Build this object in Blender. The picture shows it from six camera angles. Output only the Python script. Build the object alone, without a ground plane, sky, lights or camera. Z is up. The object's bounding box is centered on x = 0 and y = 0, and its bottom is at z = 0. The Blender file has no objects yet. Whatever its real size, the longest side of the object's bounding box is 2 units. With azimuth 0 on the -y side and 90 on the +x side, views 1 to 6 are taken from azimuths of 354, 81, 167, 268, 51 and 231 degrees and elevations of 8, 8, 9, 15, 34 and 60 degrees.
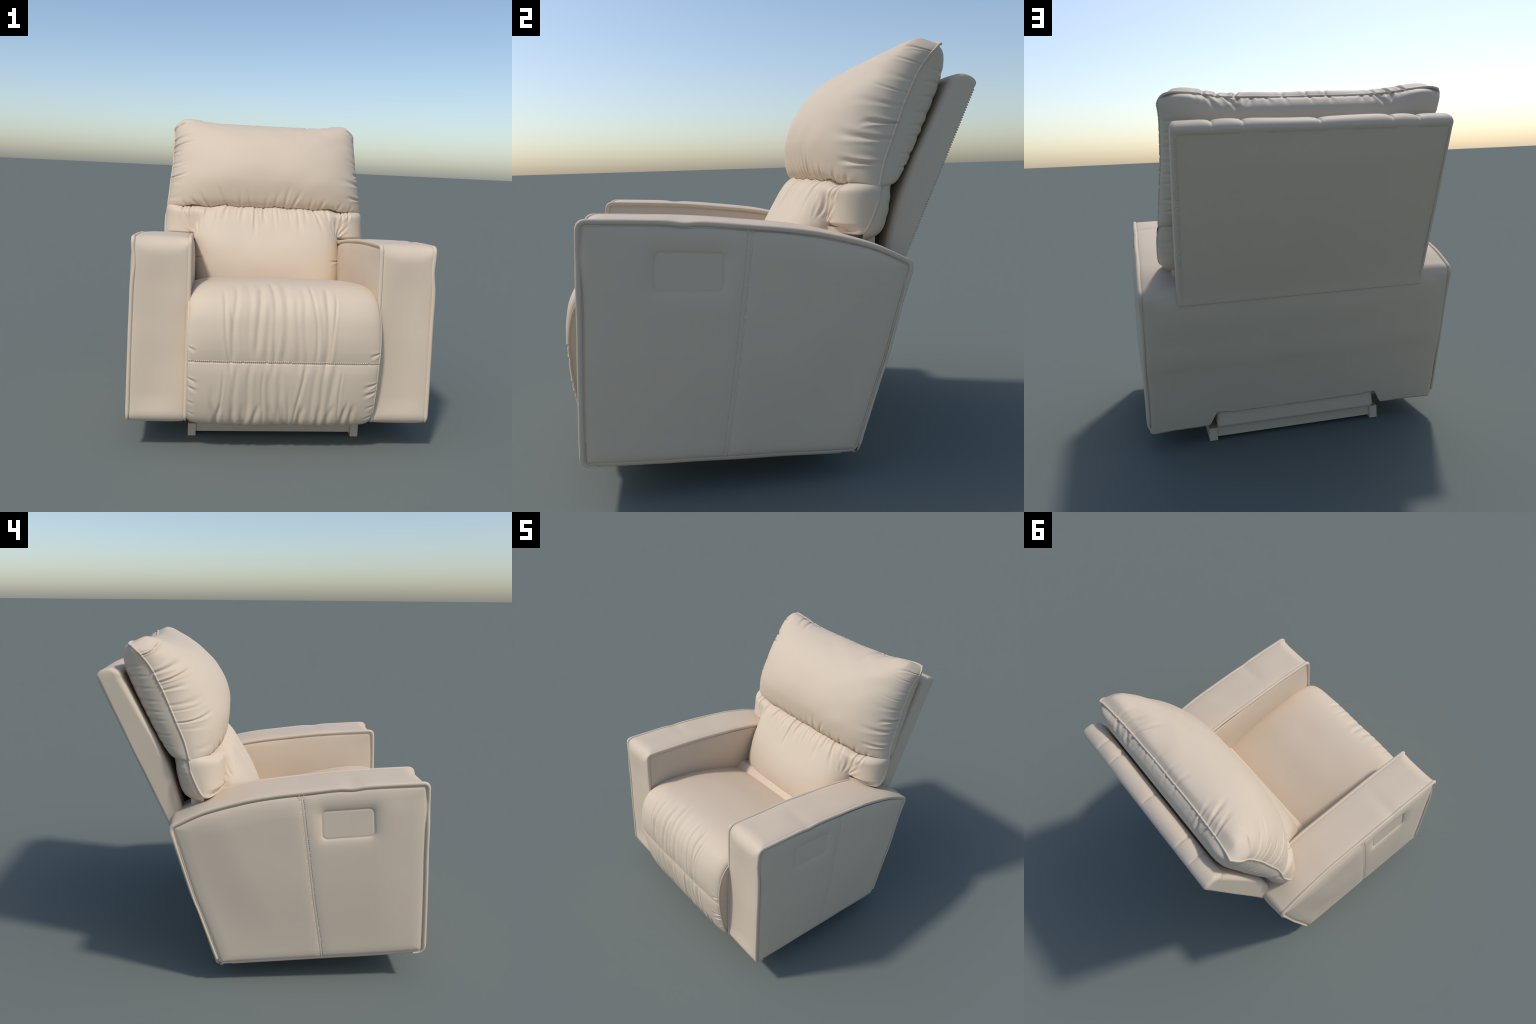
import bpy, math
import numpy as np

rng = np.random.default_rng(11)

# ------------------------------------------------------------------ helpers
def spline(keys, n, clamp=True):
    """Catmull-Rom through keys, n samples, uniform in key index."""
    K = np.asarray(keys, float)
    if K.ndim == 1:
        K = K[:, None]
    m = len(K) - 1
    Kp = np.vstack([2 * K[0] - K[1], K, 2 * K[-1] - K[-2]])
    t = np.linspace(0, m, n)
    i = np.minimum(t.astype(int), m - 1)
    f = (t - i)[:, None]
    a, b, c, d = Kp[i], Kp[i + 1], Kp[i + 2], Kp[i + 3]
    return 0.5 * (2 * b + (c - a) * f + (2 * a - 5 * b + 4 * c - d) * f ** 2 + (3 * b - a - 3 * c + d) * f ** 3)

def arclen(P):
    return np.concatenate([[0], np.cumsum(np.linalg.norm(np.diff(P, axis=0), axis=1))])

def resample(P, n):
    L = arclen(P)
    t = np.linspace(0, L[-1], n)
    return np.stack([np.interp(t, L, P[:, k]) for k in range(P.shape[1])], 1)

def between(P, a, b, n):
    """the stretch of polyline P from arc length a to (end - b)"""
    L = arclen(P)
    t = np.linspace(a, L[-1] - b, n)
    return np.stack([np.interp(t, L, P[:, k]) for k in range(P.shape[1])], 1)

def sstep(a, b, x):
    t = np.clip((x - a) / (b - a), 0, 1)
    return t * t * (3 - 2 * t)

def gauss(x, w):
    return np.exp(-(x / w) ** 2)

def waves(seed, freq, n=7):
    """smooth 1-D noise as a sum of seeded sines, about -1..1"""
    r = np.random.default_rng(seed)
    f = freq * r.uniform(0.45, 1.5, n)
    p = r.uniform(0, 6.283, n)
    a = r.uniform(0.5, 1, n)
    a /= a.sum() * 0.6
    return lambda x: sum(a[k] * np.sin(f[k] * x * 6.283 + p[k]) for k in range(n))

def normals(P):
    du = np.gradient(P, axis=0)
    dv = np.gradient(P, axis=1)
    N = np.cross(du, dv)
    return N / np.maximum(np.linalg.norm(N, axis=2, keepdims=True), 1e-9)

class Geo:
    """collects patches into one mesh"""
    def __init__(self):
        self.v, self.f, self.n = [], [], 0
    def grid(self, P, wrap_u=False, wrap_v=False, flip=False, keep=None):
        nu, nv = P.shape[:2]
        idx = np.arange(nu * nv).reshape(nu, nv) + self.n
        if wrap_u:
            idx = np.vstack([idx, idx[:1]])
        if wrap_v:
            idx = np.hstack([idx, idx[:, :1]])
        F = np.stack([idx[:-1, :-1], idx[1:, :-1], idx[1:, 1:], idx[:-1, 1:]], -1)
        if keep is not None:
            F = F[keep[:-1, :-1] & keep[1:, :-1] & keep[1:, 1:] & keep[:-1, 1:]]
        F = F.reshape(-1, 4)
        if flip:
            F = F[:, ::-1]
        self.v.append(P.reshape(-1, 3)); self.f.append(F); self.n += nu * nv
        return self
    def fan(self, ring, flip=False):
        c = ring.mean(0)
        k = len(ring)
        self.v.append(np.vstack([ring, c]))
        i = np.arange(k)
        F = np.stack([i, (i + 1) % k, np.full(k, k), np.full(k, k)], 1) + self.n
        self.tri = True
        if flip:
            F = F[:, [1, 0, 2, 3]]
        self.f.append(F); self.n += k + 1
        return self
    def make(self, name, parent, mat, merge=1e-5, smooth=True, mirror=False, kind=None, angle=None):
        V = np.vstack(self.v)
        F = np.vstack(self.f)
        used = np.zeros(len(V), bool)
        used[F.ravel()] = True
        remap = np.cumsum(used) - 1
        V = V[used]; F = remap[F]
        if mirror:
            V = V * [-1, 1, 1]
            F = F[:, ::-1]
        faces = [tuple(dict.fromkeys(q)) for q in F.tolist()]
        faces = [q for q in faces if len(q) > 2]
        me = bpy.data.meshes.new(name)
        me.from_pydata(V.tolist(), [], faces)
        import bmesh
        bm = bmesh.new(); bm.from_mesh(me)
        if merge:
            bmesh.ops.remove_doubles(bm, verts=bm.verts, dist=merge)
        bm.to_mesh(me); bm.free()
        if smooth:
            me.polygons.foreach_set("use_smooth", [True] * len(me.polygons))
        if angle:
            me.set_sharp_from_angle(angle=math.radians(angle))
        me.materials.append(mat)
        ob = bpy.data.objects.new(name, me)
        bpy.context.collection.objects.link(ob)
        ob.parent = parent
        if kind:
            ob["kind"] = kind
        return ob

def tube(G, path, r, sides=10, closed=False, caps=True):
    P = np.asarray(path, float)
    if closed:
        T = np.roll(P, -1, 0) - np.roll(P, 1, 0)
    else:
        T = np.gradient(P, axis=0)
    T /= np.maximum(np.linalg.norm(T, axis=1, keepdims=True), 1e-9)
    ref = np.array([0.31, 0.2, 0.93])
    A = np.zeros_like(P)
    a = ref - T[0] * (ref @ T[0])
    for i in range(len(P)):
        a = a - T[i] * (a @ T[i]); a /= np.linalg.norm(a); A[i] = a
    Bn = np.cross(T, A)
    r = np.broadcast_to(np.asarray(r, float), (len(P),))
    th = np.linspace(0, 2 * math.pi, sides, endpoint=False)
    R = P[:, None] + r[:, None, None] * (np.cos(th)[None, :, None] * A[:, None] + np.sin(th)[None, :, None] * Bn[:, None])
    G.grid(R, wrap_u=closed, wrap_v=True)
    if caps and not closed:
        G.fan(R[0], flip=False); G.fan(R[-1], flip=True)
    return G

def beads(G, pts, dirs, length, radius, k=6):
    """small stitches: elongated ellipsoids"""
    ph = np.linspace(0.12, math.pi - 0.12, 5)
    th = np.linspace(0, 2 * math.pi, k, endpoint=False)
    for p, d in zip(pts, dirs):
        d = d / np.linalg.norm(d)
        a = np.cross(d, [0.3, 0.5, 0.81]); a /= np.linalg.norm(a)
        b = np.cross(d, a)
        R = p + (np.cos(ph)[:, None, None] * d * length
                 + radius * np.sin(ph)[:, None, None] * (np.cos(th)[None, :, None] * a + np.sin(th)[None, :, None] * b))
        G.grid(R, wrap_v=True)
    return G

# rounded four-sided profile in the (y, z) plane: front, top, back, bottom
def rounded(sides, radii, counts):
    """sides: 4 polylines head to tail; radii[i]: rounding where side i starts."""
    out = []
    trimmed = [between(sides[i], radii[i], radii[(i + 1) % 4], 160) for i in range(4)]
    for i in range(4):
        pr, cu, nx = trimmed[i - 1], trimmed[i], trimmed[(i + 1) % 4]
        t = np.linspace(0, 1, 33)[:, None]
        bez = lambda a, c, b: (1 - t) ** 2 * a + 2 * t * (1 - t) * c + t ** 2 * b
        head = bez(pr[-1], sides[i][0], cu[0])[16:]
        tail = bez(cu[-1], sides[i][-1], nx[0])[:17]
        out.append(resample(np.vstack([head, cu[1:-1], tail]), counts[i]))
    return out

def offset_loop(sides, d):
    """move the loop inwards by d (array per side or number); loop runs clockwise seen from +x"""
    loop = np.vstack([s[:-1] for s in sides])
    T = np.roll(loop, -1, 0) - np.roll(loop, 1, 0)
    T /= np.linalg.norm(T, axis=1, keepdims=True)
    N = np.stack([T[:, 1], -T[:, 0]], 1)
    area = 0.5 * np.sum(loop[:, 0] * np.roll(loop[:, 1], -1) - np.roll(loop[:, 0], -1) * loop[:, 1])
    if area > 0:
        N = -N
    return loop + N * np.reshape(d, (-1, 1))

def split_loop(loop, counts):
    out, k = [], 0
    L = np.vstack([loop, loop[:1]])
    for c in counts:
        out.append(L[k:k + c]); k += c - 1
    return out

def coons(F, T, Bk, Bo):
    """F bottom->top, T front->back, Bk top->bottom, Bo back->front. returns [u front->back, v bottom->top, 2]"""
    Bk, Bo = Bk[::-1], Bo[::-1]
    nu, nv = len(T), len(F)
    u = arclen(T)[:, None, None]; u = u / u[-1]
    v = arclen(F)[None, :, None]; v = v / v[0, -1]
    return ((1 - v) * Bo[:, None] + v * T[:, None] + (1 - u) * F[None] + u * Bk[None]
            - ((1 - u) * (1 - v) * Bo[0] + u * (1 - v) * Bo[-1] + (1 - u) * v * T[0] + u * v * T[-1]))

# ------------------------------------------------------------------ materials
def leather(name, color, rough=0.55):
    m = bpy.data.materials.new(name); m.use_nodes = True
    nt = m.node_tree; b = nt.nodes["Principled BSDF"]
    tc = nt.nodes.new("ShaderNodeTexCoord")
    no = nt.nodes.new("ShaderNodeTexNoise"); no.inputs["Scale"].default_value = 3.0; no.inputs["Detail"].default_value = 3
    nt.links.new(tc.outputs["Object"], no.inputs["Vector"])
    ramp = nt.nodes.new("ShaderNodeValToRGB")
    c = np.array(color)
    ramp.color_ramp.elements[0].position = 0.3; ramp.color_ramp.elements[0].color = (*(c * 0.985), 1)
    ramp.color_ramp.elements[1].position = 0.7; ramp.color_ramp.elements[1].color = (*(c * 1.015), 1)
    nt.links.new(no.outputs["Fac"], ramp.inputs["Fac"])
    nt.links.new(ramp.outputs["Color"], b.inputs["Base Color"])
    vo = nt.nodes.new("ShaderNodeTexVoronoi"); vo.inputs["Scale"].default_value = 420
    nt.links.new(tc.outputs["Object"], vo.inputs["Vector"])
    bu = nt.nodes.new("ShaderNodeBump"); bu.inputs["Strength"].default_value = 0.03; bu.inputs["Distance"].default_value = 0.001
    nt.links.new(vo.outputs["Distance"], bu.inputs["Height"])
    nt.links.new(bu.outputs["Normal"], b.inputs["Normal"])
    b.inputs["Roughness"].default_value = rough
    b.inputs["Specular IOR Level"].default_value = 0.25
    return m

CREAM = (0.637, 0.522, 0.396)
LEATHER = leather("cream_leather", CREAM, 0.6)
PIPING = leather("cream_piping", CREAM, 0.6)
THREAD = leather("cream_thread", CREAM, 0.7)
FRAME = leather("painted_frame", CREAM, 0.6)

root = bpy.data.objects.new("recliner_armchair", None)
bpy.context.collection.objects.link(root)
root["label"] = "cream leather recliner armchair with puffy pillow back"
root["category"] = "armchair"

# ------------------------------------------------------------------ generic upholstered slab (profile in yz, width in x)
def slab(x0, x1, sides, r_edge, r_mid, counts, edge=0.014, crown=0.006, face0=None, face1=None, nq=40, band=None):
    """Returns Geo plus the edge loops. r_edge/r_mid: corner rounding at the side edges / mid width."""
    G = Geo()
    ph = np.linspace(0, math.pi / 2, 7)
    xs = np.concatenate([x0 + edge * (1 - np.cos(ph)), np.linspace(x0 + edge, x1 - edge, nq)[1:-1], (x1 - edge * (1 - np.cos(ph)))[::-1]])
    ins = np.concatenate([edge * (1 - np.sin(ph)), np.zeros(nq - 2), (edge * (1 - np.sin(ph)))[::-1]])
    rows = []
    for x, d in zip(xs, ins):
        q = (x - x0) / (x1 - x0)
        bump = np.clip(1 - (2 * q - 1) ** 4, 0, 1)
        rad = [a + (b - a) * bump for a, b in zip(r_edge, r_mid)]
        loop = offset_loop(rounded(sides, rad, counts), d - crown * bump)
        if band is not None:
            loop = offset_loop(split_loop(loop, counts), band(x, loop))
        rows.append(np.column_stack([np.full(len(loop), x), loop]))
    R = np.stack(rows)
    G.grid(R, wrap_v=True, flip=False)
    for row, x, fn, fl in ((R[0], x0, face0, False), (R[-1], x1, face1, True)):
        s = split_loop(row[:, 1:], counts)
        Q = coons(*s)
        U = np.linspace(0, 1, Q.shape[0])[:, None]; Vv = np.linspace(0, 1, Q.shape[1])[None]
        rim = np.clip(np.minimum(np.minimum(U, 1 - U) * 14, np.minimum(Vv, 1 - Vv) * 14), 0, 1)
        rim = 1 - (1 - rim) ** 2
        off = fn(Q[..., 0], Q[..., 1], rim) if fn else 0.006 * rim
        sgn = -1 if x == x0 else 1
        P = np.dstack([x + sgn * off * np.ones(Q.shape[:2]), Q])
        G.grid(P, flip=fl)
    return G, R

# ------------------------------------------------------------------ armrests
FB, FT, BT, BB = (-0.897, 0.180), (-0.846, 1.236), (0.598, 0.985), (0.327, 0.118)
ARM_FRONT = spline([FB, (-0.889, 0.374), (-0.875, 0.66), (-0.867, 0.80), (-0.857, 1.07), FT], 200)
ARM_TOP = spline([FT, (-0.58, 1.223), (-0.36, 1.208), (-0.128, 1.182), (0.02, 1.164), (0.192, 1.133), (0.413, 1.072), BT], 300)
ARM_BACK = spline([BT, (0.48, 0.575), (0.437, 0.45), BB], 200)
ARM_BOTTOM = spline([BB, (-0.284, 0.147), (-0.70, 0.168), FB], 200)
ARM_SIDES = [ARM_FRONT, ARM_TOP, ARM_BACK, ARM_BOTTOM]
ARM_COUNTS = [230, 300, 230, 300]
XI, XO = 0.546, 0.872

POCKET_C, POCKET_H, POCKET_A = np.array([-0.402, 1.0]), np.array([0.146, 0.080]), -0.066
def pocket_sdf(y, z, r=0.028):
    c, s = math.cos(POCKET_A), math.sin(POCKET_A)
    dy, dz = y - POCKET_C[0], z - POCKET_C[1]
    a = c * dy + s * dz; b = -s * dy + c * dz
    qx = np.abs(a) - (POCKET_H[0] - r); qz = np.abs(b) - (POCKET_H[1] - r)
    return np.hypot(np.maximum(qx, 0), np.maximum(qz, 0)) + np.minimum(np.maximum(qx, qz), 0) - r, a, b

SEAM = spline([(-0.131, 1.19), (-0.153, 1.032), (-0.212, 0.605), (-0.259, 0.311), (-0.285, 0.14)], 120)
def seam_dist(y, z):
    return y - np.interp(z, SEAM[::-1, 1], SEAM[::-1, 0])

def outer_face(y, z, rim):
    sd, a, b = pocket_sdf(y, z)
    broad = sstep(0.0, 0.32, y + 0.88) * sstep(0.0, 0.18, 1.23 - 0.02 * (y + 0.8) - 0.22 * np.clip(y, 0, 1) - z) * sstep(0.0, 0.55, z - 0.14) * sstep(0.0, 0.34, 0.58 + 0.43 * (z - 0.95) - y)
    off = 0.012 * rim + 0.018 * broad
    # the cover sinks towards the pull pocket, most above it
    fall = 0.030 + 0.020 * sstep(-0.09, 0.09, b)
    plate = 0.010 - 0.06 * np.clip(b, -0.1, 0.1)
    out = plate + (off - plate) * (1 - np.exp(-np.maximum(sd, 0) / fall))
    out = out - 0.003 * gauss(sd - 0.001, 0.0035)
    d = seam_dist(y, z)
    out = out - 0.0022 * gauss(d + 0.008, 0.003) - 0.003 * gauss(d - 0.008, 0.004)
    out = out - 0.003 * gauss(d, 0.03) * rim
    return out

def inner_face(y, z, rim):
    broad = sstep(0.0, 0.25, y + 0.88) * sstep(0.0, 0.22, 1.23 - 0.02 * (y + 0.8) - 0.22 * np.clip(y, 0, 1) - z)
    return 0.008 * rim + 0.016 * broad * sstep(0.35, 0.7, z)

def flare(P):
    """arms spread a little towards the floor on the outer side"""
    Q = P.copy()
    q = np.clip((np.abs(P[..., 0]) - XI) / (XO - XI), 0, 1.2)
    Q[..., 0] += np.sign(P[..., 0]) * q * (0.010 * (1.2 - P[..., 2]) - 0.004)
    return Q

for side in (1, -1):
    wy = waves(30 + side, 1.6); wx = waves(40 + side, 2.0)
    def wobble(x, loop):
        q = (x - XI) / (XO - XI)
        return 0.002 * wy(loop[:, 0] * 1.3 + loop[:, 1] + q * 0.4) + 0.007 * gauss(loop[:, 0] + 0.42, 0.05) * (loop[:, 1] > 1) * q \
            + 0.026 * (1 - min(max(q, 0), 1) ** 4) * sstep(0.60, 0.38, loop[:, 1]) * (loop[:, 0] > 0.25) \
            + 0.014 * math.sin(math.pi * min(max(q, 0), 1)) * (loop[:, 0] < -0.8) * sstep(1.22, 0.95, loop[:, 1]) * sstep(0.19, 0.35, loop[:, 1])
    G, R = slab(XI, XO, ARM_SIDES, [0.050, 0.040, 0.045, 0.04], [0.075, 0.10, 0.05, 0.05], ARM_COUNTS,
                edge=0.022, crown=0.010, face0=inner_face, face1=outer_face, band=wobble)
    G.v = [flare(v) for v in G.v]
    arm = G.make("armrest", root, LEATHER, mirror=side < 0)
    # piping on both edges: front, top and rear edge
    for xe, inset, nm in ((XO - 0.002, -1, "o"), (XI + 0.003, 1, "i")):
        base = offset_loop(rounded(ARM_SIDES, [0.052, 0.04, 0.040, 0.04], ARM_COUNTS), 0.005)
        s = split_loop(base, ARM_COUNTS)
        path = np.vstack([s[3][-16:-1], s[0][:-1], s[1][:-1]] + ([s[2][:-10]] if nm == "o" else [s[2][:4]]))
        path = resample(path, 420)
        ln = np.linspace(0, arclen(path)[-1] * 1.1, len(path))
        jig = 0.0026 * wx(ln * 0.6)
        dip = gauss(path[:, 0] + 0.42, 0.05) * (path[:, 1] > 1)
        px = xe + jig - (0.010 if nm == "o" else 0) * gauss(ln - 1.05, 0.09)
        P = np.column_stack([px, path[:, 0], path[:, 1] - 0.007 * dip * (nm == "o")])
        rad = 0.0125 + 0.0008 * wy(ln * 2)
        rear = sstep(2.80, 3.0, ln)
        rad = rad * (1 - 0.45 * rear) * (0.35 + 0.65 * sstep(0.0, 0.12, ln))
        Gp = tube(Geo(), flare(P), rad, 12)
        Gp.make("piping", arm, PIPING, mirror=side < 0, merge=0)
    # stitches beside the side seam
    Gs = Geo()
    for dy in (-0.0125, 0.0125):
        L = resample(SEAM, 92)[2:-5]
        gone = rng.random(len(L)) < 0.12
        pts = []
        for (y, z), g in zip(L, gone):
            if g: continue
            off = float(outer_face(np.array([[y + dy]]), np.array([[z]]), np.array([[1.0]]))[0, 0])
            pts.append((XO + off + 0.0, y + dy, z))
        pts = flare(np.array(pts))
        beads(Gs, pts, np.tile([0, 0.145, 1.0], (len(pts), 1)), 0.0046, 0.0017)
    Gs.make("stitching", arm, THREAD, mirror=side < 0, kind="stuff", merge=0)

# ------------------------------------------------------------------ backrest shell (rear padded board)
SR = [(0.986, 1.790), (0.614, 0.930)]                      # rear face top, bottom
SH_W = 0.684
NV = 150
sh_rear = spline([(0.600, 0.915), (0.612, 0.916), (0.620, 0.930), (0.642, 0.990), (0.738, 1.222), (0.805, 1.372), (0.865, 1.512), (0.920, 1.638), (0.975, 1.765)], NV)
sh_front = spline([(0.590, 0.915), (0.560, 0.925), (0.535, 0.950), (0.528, 0.990), (0.562, 1.136), (0.596, 1.254), (0.664, 1.42), (0.750, 1.59), (0.846, 1.785)], NV)
top_arc = spline([(0.846, 1.785), (0.853, 1.808), (0.872, 1.826), (0.905, 1.838), (0.940, 1.834), (0.972, 1.816), (0.987, 1.792), (0.975, 1.765)], 64)
cap = 31
crest = 0.5 * (top_arc[cap] + top_arc[cap + 1])[None]
sh_front = np.vstack([sh_front, top_arc[1:cap], crest])
sh_rear = np.vstack([sh_rear, top_arc[::-1][1:cap], crest])
half = np.full(len(sh_front), SH_W)
half[NV:] -= 0.040 * (1 - np.sqrt(1 - np.linspace(0, 1, cap) ** 3))
CREASES = [0.498, 0.356, -0.008, -0.369, -0.506]
def section(w, depth, r_front, r_rear, nx=300, nd=24, nc=9):
    """rounded rectangle ring: columns x and 0..1 depth (0 front, 1 rear)"""
    rf, rr = min(r_front, depth * 0.49), min(r_rear, depth * 0.49)
    a = np.linspace(0, math.pi / 2, nc)
    pts = [np.column_stack([np.linspace(-w + rf, w - rf, nx), np.zeros(nx)])]
    pts.append(np.column_stack([w - rf + rf * np.sin(a), rf - rf * np.cos(a)])[1:])
    pts.append(np.column_stack([np.full(nd, w), np.linspace(rf, depth - rr, nd)])[1:])
    pts.append(np.column_stack([w - rr + rr * np.cos(a), depth - rr + rr * np.sin(a)])[1:])
    pts.append(np.column_stack([np.linspace(w - rr, -w + rr, nx), np.full(nx, depth)])[1:])
    pts.append(np.column_stack([-w + rr - rr * np.sin(a), depth - rr + rr * np.cos(a)])[1:])
    pts.append(np.column_stack([np.full(nd, -w), np.linspace(depth - rr, rf, nd)])[1:])
    pts.append(np.column_stack([-w + rf - rf * np.cos(a), rf - rf * np.sin(a)])[1:-1])
    P = np.vstack(pts)
    return P[:, 0], P[:, 1] / depth
rows = []
for k in range(len(sh_front)):
    f, b = sh_front[k], sh_rear[k]
    depth = max(np.linalg.norm(b - f), 2e-3)
    x, q = section(half[k], depth, 0.038, 0.018)
    yz = f + (b - f) * q[:, None]
    bulge = 4 * q * (1 - q)
    wgt = sstep(1.72, 1.80, yz[:, 1]) * (1 - 0.7 * sstep(0.93, 0.985, yz[:, 0]))
    cut = sum(0.008 * gauss(x - c, 0.007) + 0.005 * gauss(x - c, 0.03) for c in CREASES) + 0.003 * np.sin(x * 9 + 1)
    yz = yz - np.outer(cut * wgt, [0.30, 0.95])
    belly = 0.010 * np.clip(1 - (x / half[k]) ** 2, 0, 1) * sstep(0.95, 1.3, yz[:, 1]) * (q > 0.999) * sstep(1.76, 1.6, yz[:, 1])
    yz = yz + np.outer(belly, [0.92, -0.39])
    rows.append(np.column_stack([x, yz]))
G = Geo().grid(np.stack(rows), wrap_v=True, flip=False)
shell = G.make("backrest_shell", root, LEATHER)
Gs = Geo()
def rear_pt(t):
    return np.array([SR[0][0] + (SR[1][0] - SR[0][0]) * t, SR[0][1] + (SR[1][1] - SR[0][1]) * t])
for sx in (-1, 1):
    pts = []
    for k in range(72):
        t = 0.035 + 0.95 * k / 71
        y, z = rear_pt(t)
        pts.append((sx * 0.665, y + 0.003, z))
    beads(Gs, pts, np.tile([0, 0.39, 0.92], (72, 1)), 0.0042, 0.0046)
pts = [(x, 0.982, 1.772) for x in np.linspace(-0.65, 0.65, 110) if min(abs(x - c) for c in (0.31, -0.1, -0.45)) > 0.055]
beads(Gs, pts, np.tile([1.0, 0, 0], (len(pts), 1)), 0.004, 0.002)
Gs.make("stitching", shell, THREAD, kind="stuff", merge=0)

# ------------------------------------------------------------------ fold sculpting on cushions
def fold(D, X, T, x0, t0, ang, length, width, amp, ridge=0.35, bend=0.0):
    """adds one gather to the field D over metric coordinates (X, T): valley running from (x0,t0) along ang"""
    c, s = math.cos(ang), math.sin(ang)
    a = (X - x0) * c + (T - t0) * s
    p = -(X - x0) * s + (T - t0) * c - bend * a * a
    w = width * (0.55 + 0.9 * np.clip(a / length, 0, 1))
    tap = sstep(-0.03, 0.004, a) * (1 - sstep(0.15, 1.0, a / length))
    D += amp * tap * (-gauss(p, w) + ridge * gauss(np.abs(p) - 1.9 * w, w))

# ------------------------------------------------------------------ head cushion
C_KEYS = [(0.46, 1.375), (0.335, 1.352), (0.288, 1.382), (0.264, 1.455), (0.256, 1.57), (0.288, 1.69), (0.371, 1.815), (0.484, 1.912), (0.608, 1.965), (0.712, 1.974), (0.764, 1.944)]
E_KEYS = [(0.53, 1.310), (0.487, 1.322), (0.490, 1.350), (0.510, 1.45), (0.553, 1.56), (0.598, 1.655), (0.645, 1.755), (0.690, 1.85), (0.738, 1.913), (0.778, 1.952), (0.800, 1.968)]
R_KEYS = [(0.56, 1.335), (0.60, 1.340), (0.632, 1.378), (0.677, 1.45), (0.732, 1.56), (0.775, 1.65), (0.818, 1.75), (0.842, 1.825), (0.835, 1.885), (0.800, 1.925), (0.764, 1.944)]
W_KEYS = [0.70, 0.735, 0.742, 0.735, 0.724, 0.716, 0.712, 0.712, 0.713, 0.710, 0.700]
NS, NT = 340, 320
sg = np.linspace(-1, 1, NS)
S = np.sin(sg * math.pi / 2)[:, None]
Cc, Ee, Rr, Ww = spline(C_KEYS, NT), spline(E_KEYS, NT), spline(R_KEYS, NT), spline(W_KEYS, NT)[:, 0]
tt = np.linspace(0, 1, NT)
Ee[:, 0] += 0.006 * waves(77, 2.2)(tt) * (1 - tt ** 6)
Ww += 0.005 * waves(78, 3.0)(tt) * (1 - tt ** 6)
def sheet(Cen, Edge, W, p, q, seam_from=None):
    B = np.clip(1 - np.abs(S) ** p, 0, 1) ** q
    if seam_from is not None:      # the last rows settle into the gently bowed top seam
        B = B + ((1 - np.abs(S) ** 3) - B) * sstep(seam_from, 1.0, tt)[None]
    yz = Edge[None] + (Cen - Edge)[None] * B[..., None]
    return np.dstack([S * W[None], yz])
front = sheet(Cc, Ee, Ww, 3.9 - 1.0 * sstep(0.3, 0.5, tt)[None] + 6.0 * sstep(0.64, 0.92, tt)[None], 0.5, 0.90)
# ears: the corners stand up a little
ear = gauss(np.abs(S) - 0.84, 0.19) * gauss(tt[None] - 0.90, 0.11)
front[..., 2] += 0.030 * ear
front[..., 0] += 0.012 * np.sign(S) * ear
L_c = arclen(Cc)[-1]
X = front[..., 0]; T = np.broadcast_to(arclen(Cc)[None], X.shape)
D = np.zeros_like(X)
r = np.random.default_rng(5)
Lx = arclen(Cc)
def t_of(z_edge):
    """arc position whose side-piping height is z_edge"""
    return np.interp(z_edge, Ee[8:, 1], Lx[8:])
for sx, heights in ((1, (1.42, 1.47, 1.55, 1.61, 1.67, 1.73, 1.80, 1.86, 1.91)), (-1, (1.40, 1.49, 1.545, 1.60, 1.64, 1.71, 1.76, 1.83, 1.885, 1.93))):
    for h in heights:
        t0 = t_of(h + r.uniform(-0.018, 0.018))
        ang = (math.pi if sx > 0 else 0) + sx * (-0.22 + r.uniform(-0.16, 0.16)) * (1 if h < 1.9 else -1)
        fold(D, X, T, sx * 0.715, t0, ang, r.uniform(0.06, 0.21), r.uniform(0.008, 0.018), r.choice([0.002, 0.003, 0.005, 0.008, 0.011]), bend=r.uniform(-0.8, 0.8))
# gathers rising from the crease
for x0, lean, ln, am in ((-0.60, 0.5, 0.10, 0.006), (-0.50, 0.75, 0.14, 0.011), (-0.43, 0.62, 0.17, 0.012), (-0.30, 0.35, 0.26, 0.010), (-0.20, 0.12, 0.16, 0.008), (-0.12, 0.22, 0.18, 0.009),
                         (-0.02, -0.05, 0.14, 0.007), (0.05, -0.08, 0.18, 0.008), (0.12, -0.12, 0.24, 0.010), (0.17, -0.4, 0.22, 0.011), (0.31, -0.2, 0.15, 0.008), (0.38, -0.45, 0.14, 0.011), (0.52, -0.5, 0.12, 0.008), (0.62, -0.45, 0.10, 0.006)):
    fold(D, X, T, x0, Lx[NT // 10] + 0.01, math.pi / 2 + lean * -1.0 * -1, ln, 0.012, am * 0.8, bend=r.uniform(-0.5, 0.5))
# gathers falling from the top seam
for x0, lean, ln, am in ((-0.52, -0.35, 0.22, 0.008), (-0.44, -0.3, 0.26, 0.010), (-0.36, -0.25, 0.15, 0.006), (-0.10, 0.1, 0.16, 0.006), (0.0, 0.1, 0.14, 0.005), (0.12, 0.15, 0.12, 0.004),
                         (0.36, 0.35, 0.26, 0.011), (0.45, 0.30, 0.18, 0.009), (0.51, 0.2, 0.15, 0.007)):
    fold(D, X, T, x0, L_c, -math.pi / 2 + lean * -1.0, ln, 0.013, am * 0.85, bend=r.uniform(-0.5, 0.5))
lump = waves(3, 3.2); lump2 = waves(4, 4.1)
D += 0.004 * lump(X) * lump2(T) * np.clip(1 - np.abs(S) ** 6, 0, 1)
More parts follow.
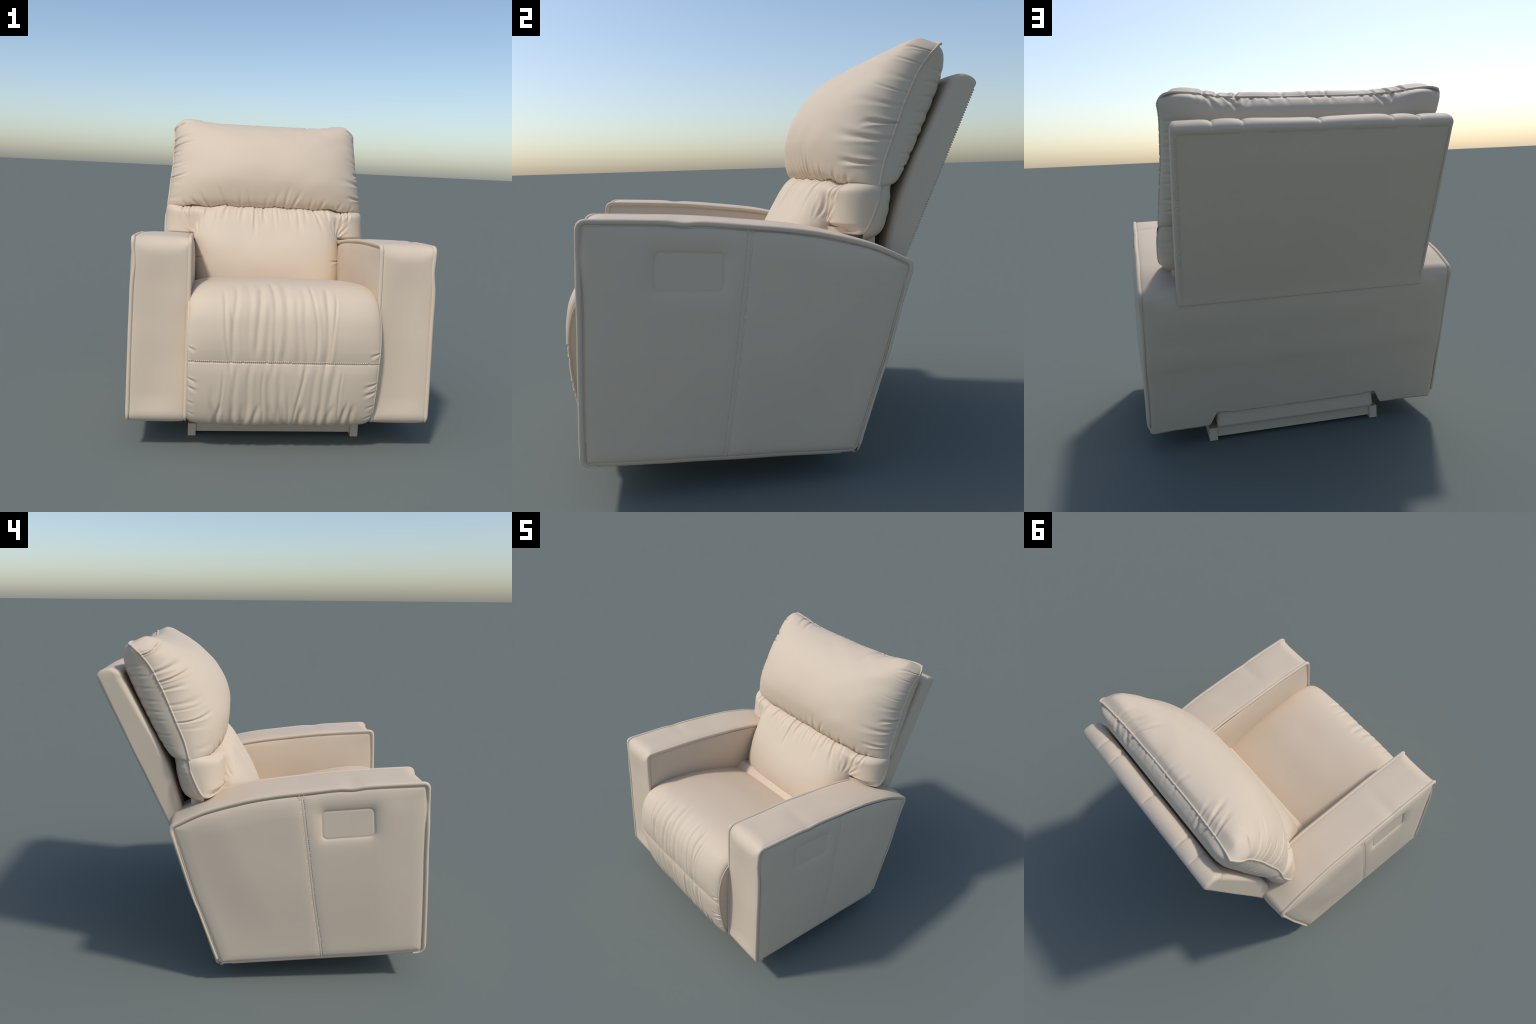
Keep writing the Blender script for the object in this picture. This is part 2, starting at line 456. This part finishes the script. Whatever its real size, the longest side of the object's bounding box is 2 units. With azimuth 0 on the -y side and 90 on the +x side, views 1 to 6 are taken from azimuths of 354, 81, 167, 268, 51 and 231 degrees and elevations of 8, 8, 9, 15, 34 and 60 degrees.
# crease line undulates
front[..., 2] += 0.010 * waves(9, 3.6)(X) * gauss(tt[None] - 0.1, 0.07)
N = normals(front)
if N[NS // 2, NT // 3, 1] > 0:
    N = -N
D *= sstep(0.03, 0.12, tt)[None]
front_d = front + N * D[..., None]
rear = sheet(Rr, Ee, Ww, 14.0, 0.5, 0.90)
ear_r = gauss(np.abs(S) - 0.84, 0.16) * gauss(tt[None] - 0.88, 0.12)
inside = np.clip(1 - np.abs(S) ** 10, 0, 1) * (1 - sstep(0.86, 1.0, tt)[None])
rear[..., 2] += 0.030 * ear + 0.004 * ear_r * inside
rear[..., 0] += 0.012 * np.sign(S) * ear
rear[..., 1] += 0.026 * ear_r * inside
Dr = np.zeros_like(X)
Tr = np.broadcast_to(arclen(Rr)[None], X.shape)
for sx in (1, -1):
    for h in (1.40, 1.47, 1.55, 1.60, 1.66, 1.73, 1.80, 1.86):
        fold(Dr, X, np.broadcast_to(Ee[None, :, 1], X.shape), sx * 0.71, h, (math.pi if sx > 0 else 0), 0.12, 0.012, 0.006)
for x0 in np.concatenate([np.linspace(-0.55, -0.28, 6), np.linspace(-0.2, 0.2, 5), np.linspace(0.28, 0.56, 6)]):
    fold(Dr, X, Tr, x0 + r.uniform(-0.02, 0.02), arclen(Rr)[-1], -math.pi / 2 + r.uniform(-0.4, 0.4), r.uniform(0.05, 0.12), 0.012, r.uniform(0.001, 0.005))
for x0, lean in ((0.50, 0.45), (0.40, 0.5), (0.34, -0.3), (-0.36, 0.35), (-0.45, -0.4)):
    fold(Dr, X, Tr, x0, arclen(Rr)[-1] - 0.01, -math.pi / 2 - lean, 0.16, 0.014, 0.008)
Nr = normals(rear)
if Nr[NS // 2, NT // 2, 1] < 0:
    Nr = -Nr
fade = np.clip(1 - np.abs(S) ** 20, 0, 1) * (1 - sstep(0.985, 1.0, tt)[None])
rear_d = rear + Nr * (Dr * fade)[..., None]
rear_d[0], rear_d[-1], rear_d[:, -1] = front_d[0], front_d[-1], front_d[:, -1]
def round_corner(P):
    """bends the square top corners of the pillow into round lobes (square-to-disc map)"""
    x0, wx, z0, wz = 0.640, 0.078, 1.915, 0.070
    a = np.maximum((np.abs(P[..., 0]) - x0) / wx, 0); b = np.maximum((P[..., 2] - z0) / wz, 0)
    a2 = a * np.sqrt(np.maximum(1 - b * b / 2, 0.2)); b2 = b * np.sqrt(np.maximum(1 - a * a / 2, 0.2))
    Q = P.copy()
    Q[..., 0] = np.where((a > 0) & (b > 0), np.sign(P[..., 0]) * (x0 + wx * a2), P[..., 0])
    Q[..., 2] = np.where((a > 0) & (b > 0), z0 + wz * b2, P[..., 2])
    return Q
front_d, rear_d = round_corner(front_d), round_corner(rear_d)
G = Geo()
G.grid(front_d, flip=False); G.grid(rear_d, flip=True)
head = G.make("head_cushion", root, LEATHER)
i0 = int(NT * 0.085)
pipe_path = np.vstack([front_d[0, i0:-1], front_d[:, -1], front_d[-1, i0:-1][::-1]])
pipe_path = resample(pipe_path, 700)
tube(Geo(), pipe_path, 0.0062, 10).make("piping", head, PIPING, merge=0)

# ------------------------------------------------------------------ lumbar cushion with side wings (one cover)
NX, NZ = 420, 300
xs = np.linspace(-0.757, 0.757, NX)[:, None]; zs = np.linspace(0.80, 1.40, NZ)[None]
ax = np.abs(xs)
zk = [0.80, 0.845, 0.87, 0.90, 0.95, 1.013, 1.08, 1.142, 1.202, 1.283, 1.33, 1.358, 1.40]
yk = [0.050, 0.040, 0.042, 0.048, 0.062, 0.084, 0.110, 0.142, 0.176, 0.226, 0.266, 0.318, 0.42]
dz = np.linspace(0.80, 1.40, NZ)
zy = spline(np.column_stack([zk, yk]), 400)
yl = np.interp(dz, zy[:, 0], zy[:, 1])
kern = np.exp(-np.linspace(-2, 2, 31) ** 2); kern /= kern.sum()
yl = np.convolve(np.pad(yl, 15, mode="edge"), kern, "valid")[None]
el = np.interp(dz, [1.08, 1.12, 1.15, 1.237, 1.28, 1.325, 1.40], [0.395, 0.405, 0.43, 0.465, 0.478, 0.487, 0.50])[None]
lum = yl - 0.024 * gauss(xs, 0.30) * gauss(zs - 1.01, 0.13) + 0.20 * (1 - np.clip(1 - (ax / 0.55) ** 6, 0, 1) ** 0.5) + 2.0 * np.clip(ax - 0.535, 0, 1)
wroll = 1 - np.clip(1 - np.clip((ax - 0.44) / 0.317, 0, 1) ** 3.2, 0, 1) ** 0.5
wf = 0.285 + 0.13 * gauss(zs - 1.37, 0.035) + 0.05 * sstep(1.16, 1.118, zs) + 0.03 * (zs - 1.2)
wing = wf + (el - wf) * wroll
wing = wing + 3.0 * np.clip(0.47 - ax, 0, 1)
k = 0.022 + 0.06 * sstep(1.20, 1.34, zs)
h = np.clip(0.5 + 0.5 * (wing - lum) / k, 0, 1)
Y = wing + (lum - wing) * h - k * h * (1 - h)
blend = np.maximum(sstep(1.09, 1.15, zs), sstep(0.49, 0.535, ax))
Y = lum * (1 - blend) + Y * blend
Xg, Zg = np.broadcast_to(xs, Y.shape), np.broadcast_to(zs, Y.shape)
D = np.zeros_like(Y)
r = np.random.default_rng(8)
R8 = np.zeros_like(Y)
for sx in (-1, 1):
    for ang, ln, am in ((0.45, 0.16, 0.004), (0.85, 0.21, 0.008), (1.20, 0.19, 0.009), (1.52, 0.22, 0.010), (1.85, 0.18, 0.007), (2.2, 0.13, 0.004)):
        fold(R8, Xg * sx, Zg, 0.512, 1.128, ang, ln, 0.010, am * 0.9, bend=r.uniform(-0.8, 0.8))
    fold(D, Xg * sx, Zg, 0.52, 0.985, math.pi - 0.12, 0.08, 0.010, 0.006)
    fold(D, Xg * sx, Zg, 0.64, 1.345, -1.9, 0.12, 0.010, 0.007)
    fold(D, Xg * sx, Zg, 0.58, 1.345, -1.75, 0.14, 0.010, 0.008)
for x0 in (-0.44, -0.37, -0.30, -0.22, -0.17, -0.11, -0.03, 0.04, 0.09, 0.16, 0.23, 0.29, 0.36, 0.43):
    fold(D, Xg, Zg, x0 + r.uniform(-0.015, 0.015), 1.352, -math.pi / 2 + x0 * 0.5 + r.uniform(-0.12, 0.12), r.uniform(0.08, 0.24), r.uniform(0.010, 0.019), r.choice([0.001, 0.003, 0.005, 0.008]), bend=r.uniform(-0.4, 0.4))
D += R8 * sstep(0.015, 0.07, np.hypot(np.abs(Xg) - 0.512, Zg - 1.128))
D += 0.003 * waves(21, 3.0)(Xg) * waves(22, 3.6)(Zg)
P = np.dstack([Xg * (1 - 0.035 * gauss(Zg - 1.365, 0.035)), Y, Zg])
N = normals(P)
if N[NX // 2, NZ // 2, 1] > 0:
    N = -N
P = P + N * D[..., None]
P[..., 2] += 0.010 * waves(9, 3.6)(Xg) * gauss(Zg - 1.36, 0.05)
keep = ((Zg > 1.116) | (np.abs(Xg) < 0.535)) & ((Zg < 1.362) | (np.abs(Xg) < 0.68))
lumbar = Geo().grid(P, keep=keep, flip=True).make("lumbar_cushion", root, LEATHER)
# rear gusset of the wings
GE = [(0.49, 1.345), (0.486, 1.318), (0.478, 1.28), (0.465, 1.237), (0.430, 1.155), (0.405, 1.118), (0.405, 1.085)]
GR = [(0.60, 1.37), (0.590, 1.335), (0.580, 1.28), (0.574, 1.22), (0.552, 1.13), (0.515, 1.085), (0.44, 1.060)]
GW = [0.72, 0.737, 0.752, 0.757, 0.757, 0.748, 0.725]
NT2 = 120
Eg, Rg, Wg = spline(GE, NT2), spline(GR, NT2), spline(GW, NT2)[:, 0]
gus = sheet(Rg, Eg, Wg, 9.0, 0.5)
Dg = np.zeros(gus.shape[:2])
for sx in (1, -1):
    for hh in (1.30, 1.25, 1.19):
        fold(Dg, gus[..., 0], np.broadcast_to(Eg[None, :, 1], Dg.shape), sx * 0.75, hh, (math.pi if sx > 0 else 0), 0.12, 0.012, 0.005)
Ng = normals(gus)
if Ng[NS // 2, NT2 // 3, 1] < 0:
    Ng = -Ng
gus = gus + Ng * (Dg * np.clip(1 - np.abs(S) ** 20, 0, 1) * sstep(0.75, 0.5, np.linspace(0, 1, NT2))[None])[..., None]
Geo().grid(gus, flip=True).make("cushion_gusset", lumbar, LEATHER)
for sx in (1, -1):
    edge_path = spline([(0.735, 0.487, 1.335), (0.752, 0.478, 1.28), (0.757, 0.465, 1.237), (0.757, 0.43, 1.155), (0.750, 0.405, 1.120), (0.735, 0.380, 1.113),
                        (0.68, 0.346, 1.114), (0.60, 0.326, 1.117), (0.545, 0.312, 1.121), (0.515, 0.305, 1.126)], 160)
    tube(Geo(), edge_path, 0.0062, 10).make("piping", lumbar, PIPING, mirror=sx < 0, merge=0)
    # cover band between wing and arm
    t = np.linspace(0, 2 * math.pi, 60, endpoint=False)
    sq = lambda c: np.sign(c) * np.abs(c) ** 0.45
    ring = np.column_stack([0.60 + 0.095 * sq(np.cos(t)), 0.385 + 0.075 * sq(np.sin(t)) + 0.38 * 0.10 * sq(np.cos(t)), np.zeros(60)])
    rows = [ring + [0, 0, z] for z in np.linspace(0.98, 1.135, 12)]
    Geo().grid(np.stack(rows), wrap_v=True).make("wing_base", lumbar, LEATHER, mirror=sx < 0)

# ------------------------------------------------------------------ seat and leg rest
SC = [(0.12, 0.730), (0.06, 0.765), (-0.02, 0.818), (-0.15, 0.872), (-0.35, 0.938), (-0.52, 0.970), (-0.67, 0.984), (-0.80, 0.974), (-0.902, 0.925), (-0.960, 0.842), (-0.984, 0.74), (-0.989, 0.65),
      (-0.982, 0.566), (-0.983, 0.50), (-0.975, 0.41), (-0.958, 0.31), (-0.930, 0.215), (-0.890, 0.168), (-0.83, 0.150), (-0.72, 0.15), (-0.60, 0.15)]
SE = [(0.12, 0.705), (0.06, 0.735), (-0.02, 0.775), (-0.15, 0.822), (-0.35, 0.880), (-0.52, 0.915), (-0.67, 0.930), (-0.79, 0.920), (-0.87, 0.880), (-0.922, 0.812), (-0.948, 0.735), (-0.960, 0.65),
      (-0.960, 0.566), (-0.957, 0.50), (-0.948, 0.41), (-0.932, 0.31), (-0.907, 0.235), (-0.877, 0.195), (-0.83, 0.180), (-0.72, 0.175), (-0.60, 0.175)]
SW = [0.535, 0.535, 0.54, 0.545, 0.545, 0.545, 0.545, 0.545, 0.545, 0.546, 0.547, 0.546, 0.544, 0.543, 0.542, 0.540, 0.537, 0.53, 0.525, 0.52, 0.52]
NS, NT = 420, 481
sg = np.linspace(-1, 1, NS)
S = (np.sin(sg * math.pi / 2) * 0.6 + sg * 0.4)[:, None]
Cs, Es, Ws = spline(SC, NT), spline(SE, NT), spline(SW, NT)[:, 0]
seat = sheet(Cs, Es, Ws, 3.2 + 3.8 * sstep(0.12, 0.40, np.linspace(0, 1, NT))[None], 0.5)
X = seat[..., 0]; La = arclen(Cs); T = np.broadcast_to(La[None], X.shape)
iseam = 12 * (NT - 1) // (len(SC) - 1)
Ts = La[iseam]; Tend = La[17 * (NT - 1) // (len(SC) - 1)]
Ttop = La[7 * (NT - 1) // (len(SC) - 1)]
D = np.zeros_like(X)
r = np.random.default_rng(17)
def gather(x0, ta, tb, lean, width, amp, sway=0.006):
    p = X - x0 - lean * (T - ta) - sway * np.sin((T - ta) * r.uniform(9, 16) + r.uniform(0, 6))
    f = sstep(ta, ta + 0.09, T) * (1 - sstep(tb - 0.10, tb, T))
    global D
    D = D + 0.9 * amp * f * (-gauss(p, width) + 0.3 * gauss(np.abs(p) - 2.0 * width, width * 1.2))
for x0, ta, lean, am in ((-0.36, .10, .10, .006), (-0.28, .06, -.04, .007), (-0.216, .0, .03, .006), (-0.145, .05, -.03, .009), (-0.078, .0, .04, .009), (-0.04, .12, -.04, .007), (0.007, .02, -.03, .007),
                          (0.060, .14, .03, .006), (0.092, .05, .05, .008), (0.15, .03, .06, .008), (0.242, .06, -.02, .009), (0.285, .12, -.06, .007), (-0.32, .2, .15, .005), (-0.10, .2, .0, .006), (0.20, .2, .05, .006)):
    gather(x0, Ttop - 0.06 + ta, Ts + 0.03 + r.uniform(-0.05, 0.12), lean, r.uniform(0.007, 0.021), am * r.uniform(0.3, 1.0))
for x0, ta, lean, am in ((-0.40, .14, .02, .006), (-0.345, .05, -.06, .006), (-0.275, .0, -.02, .007), (-0.235, .0, .03, .006), (-0.19, .0, -.05, .009), (-0.12, .03, .02, .005), (-0.085, .05, .02, .006), (-0.026, .02, .0, .006),
                          (0.03, .16, .03, .006), (0.115, .0, -.10, .008), (0.177, .0, -.02, .006), (0.225, .06, -.04, .007), (0.285, .0, -.05, .007), (0.327, .02, .0, .006), (0.38, .2, -.10, .006)):
    gather(x0, Ts - 0.02 + ta, Tend + 0.05, lean, r.uniform(0.007, 0.022), am * r.uniform(0.25, 0.9))
for x0 in np.linspace(-0.42, 0.42, 13):
    gather(x0 + r.uniform(-0.02, 0.02), Tend - 0.19, Tend + 0.08, r.uniform(-0.25, 0.25), 0.013, r.uniform(0.004, 0.009))
for sx in (-1, 1):
    for dt, am, ln in ((-0.08, 0.005, 0.06), (0.10, 0.006, 0.08), (0.15, 0.006, 0.08), (0.24, 0.003, 0.06), (0.32, 0.003, 0.06)):
        fold(D, X * sx, T, 0.535, Ts + dt + 0.02 * (sx > 0), math.pi - 0.55 + 0.2 * (sx > 0), ln * (1 + 0.2 * sx), 0.010, am)
D += 0.003 * waves(51, 2.0)(X) * waves(52, 2.5)(T)
D -= 0.004 * gauss(T - Ts, 0.005) + 0.002 * gauss(T - Ts, 0.02)
D *= (1 - sstep(0.97, 1.0, np.abs(S)) * 0.6)
N = normals(seat)
if N[NS // 2, NT // 3, 2] < 0:
    N = -N
seat_d = seat + N * D[..., None]
cushion_side = []
def flank(sx, a, b):
    """boxed side of the cushion: runs from the edge seam back into the chair"""
    e = seat_d[0 if sx < 0 else -1, a:b]
    rows = []
    for q in np.linspace(0, 1, 14):
        row = e.copy()
        row[:, 0] = sx * (np.abs(e[:, 0]) + 0.006 * math.sin(math.pi * q) - 0.012 * q)
        row[:, 1] = e[:, 1] + (np.maximum(e[:, 1], -0.66) * 0 + 0.20 * q) * sstep(-0.3, -0.75, e[:, 1])
        row[:, 2] = e[:, 2] - 0.10 * q * sstep(-0.90, -0.6, e[:, 1])
        rows.append(row)
    return np.stack(rows)
G = Geo().grid(seat_d[:, :iseam + 1], flip=True)
for sx in (1, -1):
    G.grid(flank(sx, 0, iseam + 1), flip=sx < 0)
seat_ob = G.make("seat_cushion", root, LEATHER)
G = Geo().grid(seat_d[:, iseam:], flip=True)
for sx in (1, -1):
    G.grid(flank(sx, iseam, NT), flip=sx < 0)
leg = G.make("leg_rest", root, LEATHER)
ia = int(NT * 0.36); ib = int(NT * 0.86)
for sx in (0, -1):
    tube(Geo(), resample(seat_d[sx, ia:iseam + 1], 150), 0.0055, 8).make("piping", seat_ob, PIPING, merge=0)
    tube(Geo(), resample(seat_d[sx, iseam:ib], 150), 0.0055, 8).make("piping", leg, PIPING, merge=0)
Gs = Geo(); pts = []
line = resample(seat_d[6:-6, iseam - 2], 98) + [0, -0.002, 0.002]
pts = line[r.random(98) > 0.1]
beads(Gs, pts, np.tile([1.0, 0, 0.0], (len(pts), 1)), 0.0038, 0.0036)
Gs.make("stitching", leg, THREAD, kind="stuff", merge=0)
# flap that joins seat and back
G = Geo()
fl = spline([(-0.015, 0.800), (0.008, 0.822), (0.028, 0.838), (0.055, 0.848), (0.10, 0.84)], 24)
xx = np.linspace(-0.53, 0.53, 60)
P = np.zeros((60, 24, 3)); P[..., 0] = xx[:, None]; P[..., 1] = fl[None, :, 0]; P[..., 2] = fl[None, :, 1] - 0.02 * np.abs(xx[:, None] / 0.53) ** 4
G.grid(P, flip=False).make("seat_flap", seat_ob, LEATHER)

# ------------------------------------------------------------------ rear cover of the body, floor pan, base frame
NXr, NZr = 300, 160
xr = np.linspace(-0.868, 0.868, NXr)[:, None]
prof = spline([(0.330, 0.122), (0.345, 0.150), (0.440, 0.452), (0.484, 0.575), (0.545, 0.785), (0.588, 0.935), (0.592, 0.965), (0.578, 0.985), (0.545, 1.000)], NZr)
lift = 0.080 * sstep(0.54, 0.48, np.abs(xr)) + 0.010 * gauss(np.abs(xr) - 0.47, 0.05)
vv = np.linspace(0, 1, NZr)[None]
P = np.zeros((NXr, NZr, 3))
P[..., 0] = xr
zc = np.broadcast_to(prof[None, :, 1], (NXr, NZr)).copy()
low = 1 - sstep(0.12, 0.33, zc)
z2 = zc + lift * low
y2 = np.interp(z2, prof[:-14, 1], prof[:-14, 0])
y2[:, -14:] = prof[None, -14:, 0]
edge = 0.022 * sstep(0.838, 0.868, np.abs(xr)) ** 2
taper = 0.006 * (1 - sstep(0.93, 1.0, zc)) - 0.004 * sstep(0.95, 1.0, zc)
P[..., 1] = y2 + taper - edge + (0.012 * sstep(0.65, 0.85, z2) * sstep(0.97, 0.90, z2) - 0.013 * sstep(0.72, 0.28, z2)) * sstep(0.86, 0.72, np.abs(xr)) + 0.004 * waves(61, 1.6)(xr) * waves(62, 1.8)(z2) * sstep(0.87, 0.75, np.abs(xr))
P[..., 2] = z2
P = flare(P)
# turn the hem under
hem = P[:, :1].copy()
rows = [hem + [0, -0.012 * k, 0.004 * k * (k - 1)] for k in (3, 2, 1)]
P = np.concatenate(rows + [P], axis=1)
Geo().grid(P, flip=False).make("rear_cover", root, LEATHER)

def box(name, parent, lo, hi, mat, bevel=0.0):
    lo, hi = np.array(lo), np.array(hi)
    V = [(a, b, c) for a in (lo[0], hi[0]) for b in (lo[1], hi[1]) for c in (lo[2], hi[2])]
    F = [(0, 1, 3, 2), (4, 6, 7, 5), (0, 4, 5, 1), (2, 3, 7, 6), (0, 2, 6, 4), (1, 5, 7, 3)]
    me = bpy.data.meshes.new(name); me.from_pydata(V, [], F)
    if bevel:
        import bmesh
        bm = bmesh.new(); bm.from_mesh(me)
        bmesh.ops.bevel(bm, geom=bm.edges[:], offset=bevel, segments=4, profile=0.6, affect='EDGES')
        bm.to_mesh(me); bm.free()
        me.polygons.foreach_set("use_smooth", [True] * len(me.polygons))
        me.set_sharp_from_angle(angle=math.radians(50))
    me.materials.append(mat)
    ob = bpy.data.objects.new(name, me); bpy.context.collection.objects.link(ob); ob.parent = parent
    return ob

box("floor_pan", root, (-0.55, -0.80, 0.165), (0.55, 0.30, 0.60), LEATHER, 0.01)
base = bpy.data.objects.new("base_frame", None); bpy.context.collection.objects.link(base); base.parent = root
for sx in (-1, 1):
    box("side_rail", base, (min(sx * 0.483, sx * 0.531), -0.670, 0.0), (max(sx * 0.483, sx * 0.531), 0.275, 0.078), FRAME, 0.0015)
box("cross_bar", base, (-0.484, 0.215, 0.018), (0.484, 0.262, 0.080), FRAME, 0.0015)
box("cross_bar", base, (-0.484, -0.655, 0.024), (0.484, -0.60, 0.080), FRAME, 0.0015)
box("mechanism_box", root, (-0.487, -0.60, 0.094), (0.487, 0.325, 0.215), LEATHER, 0.025)
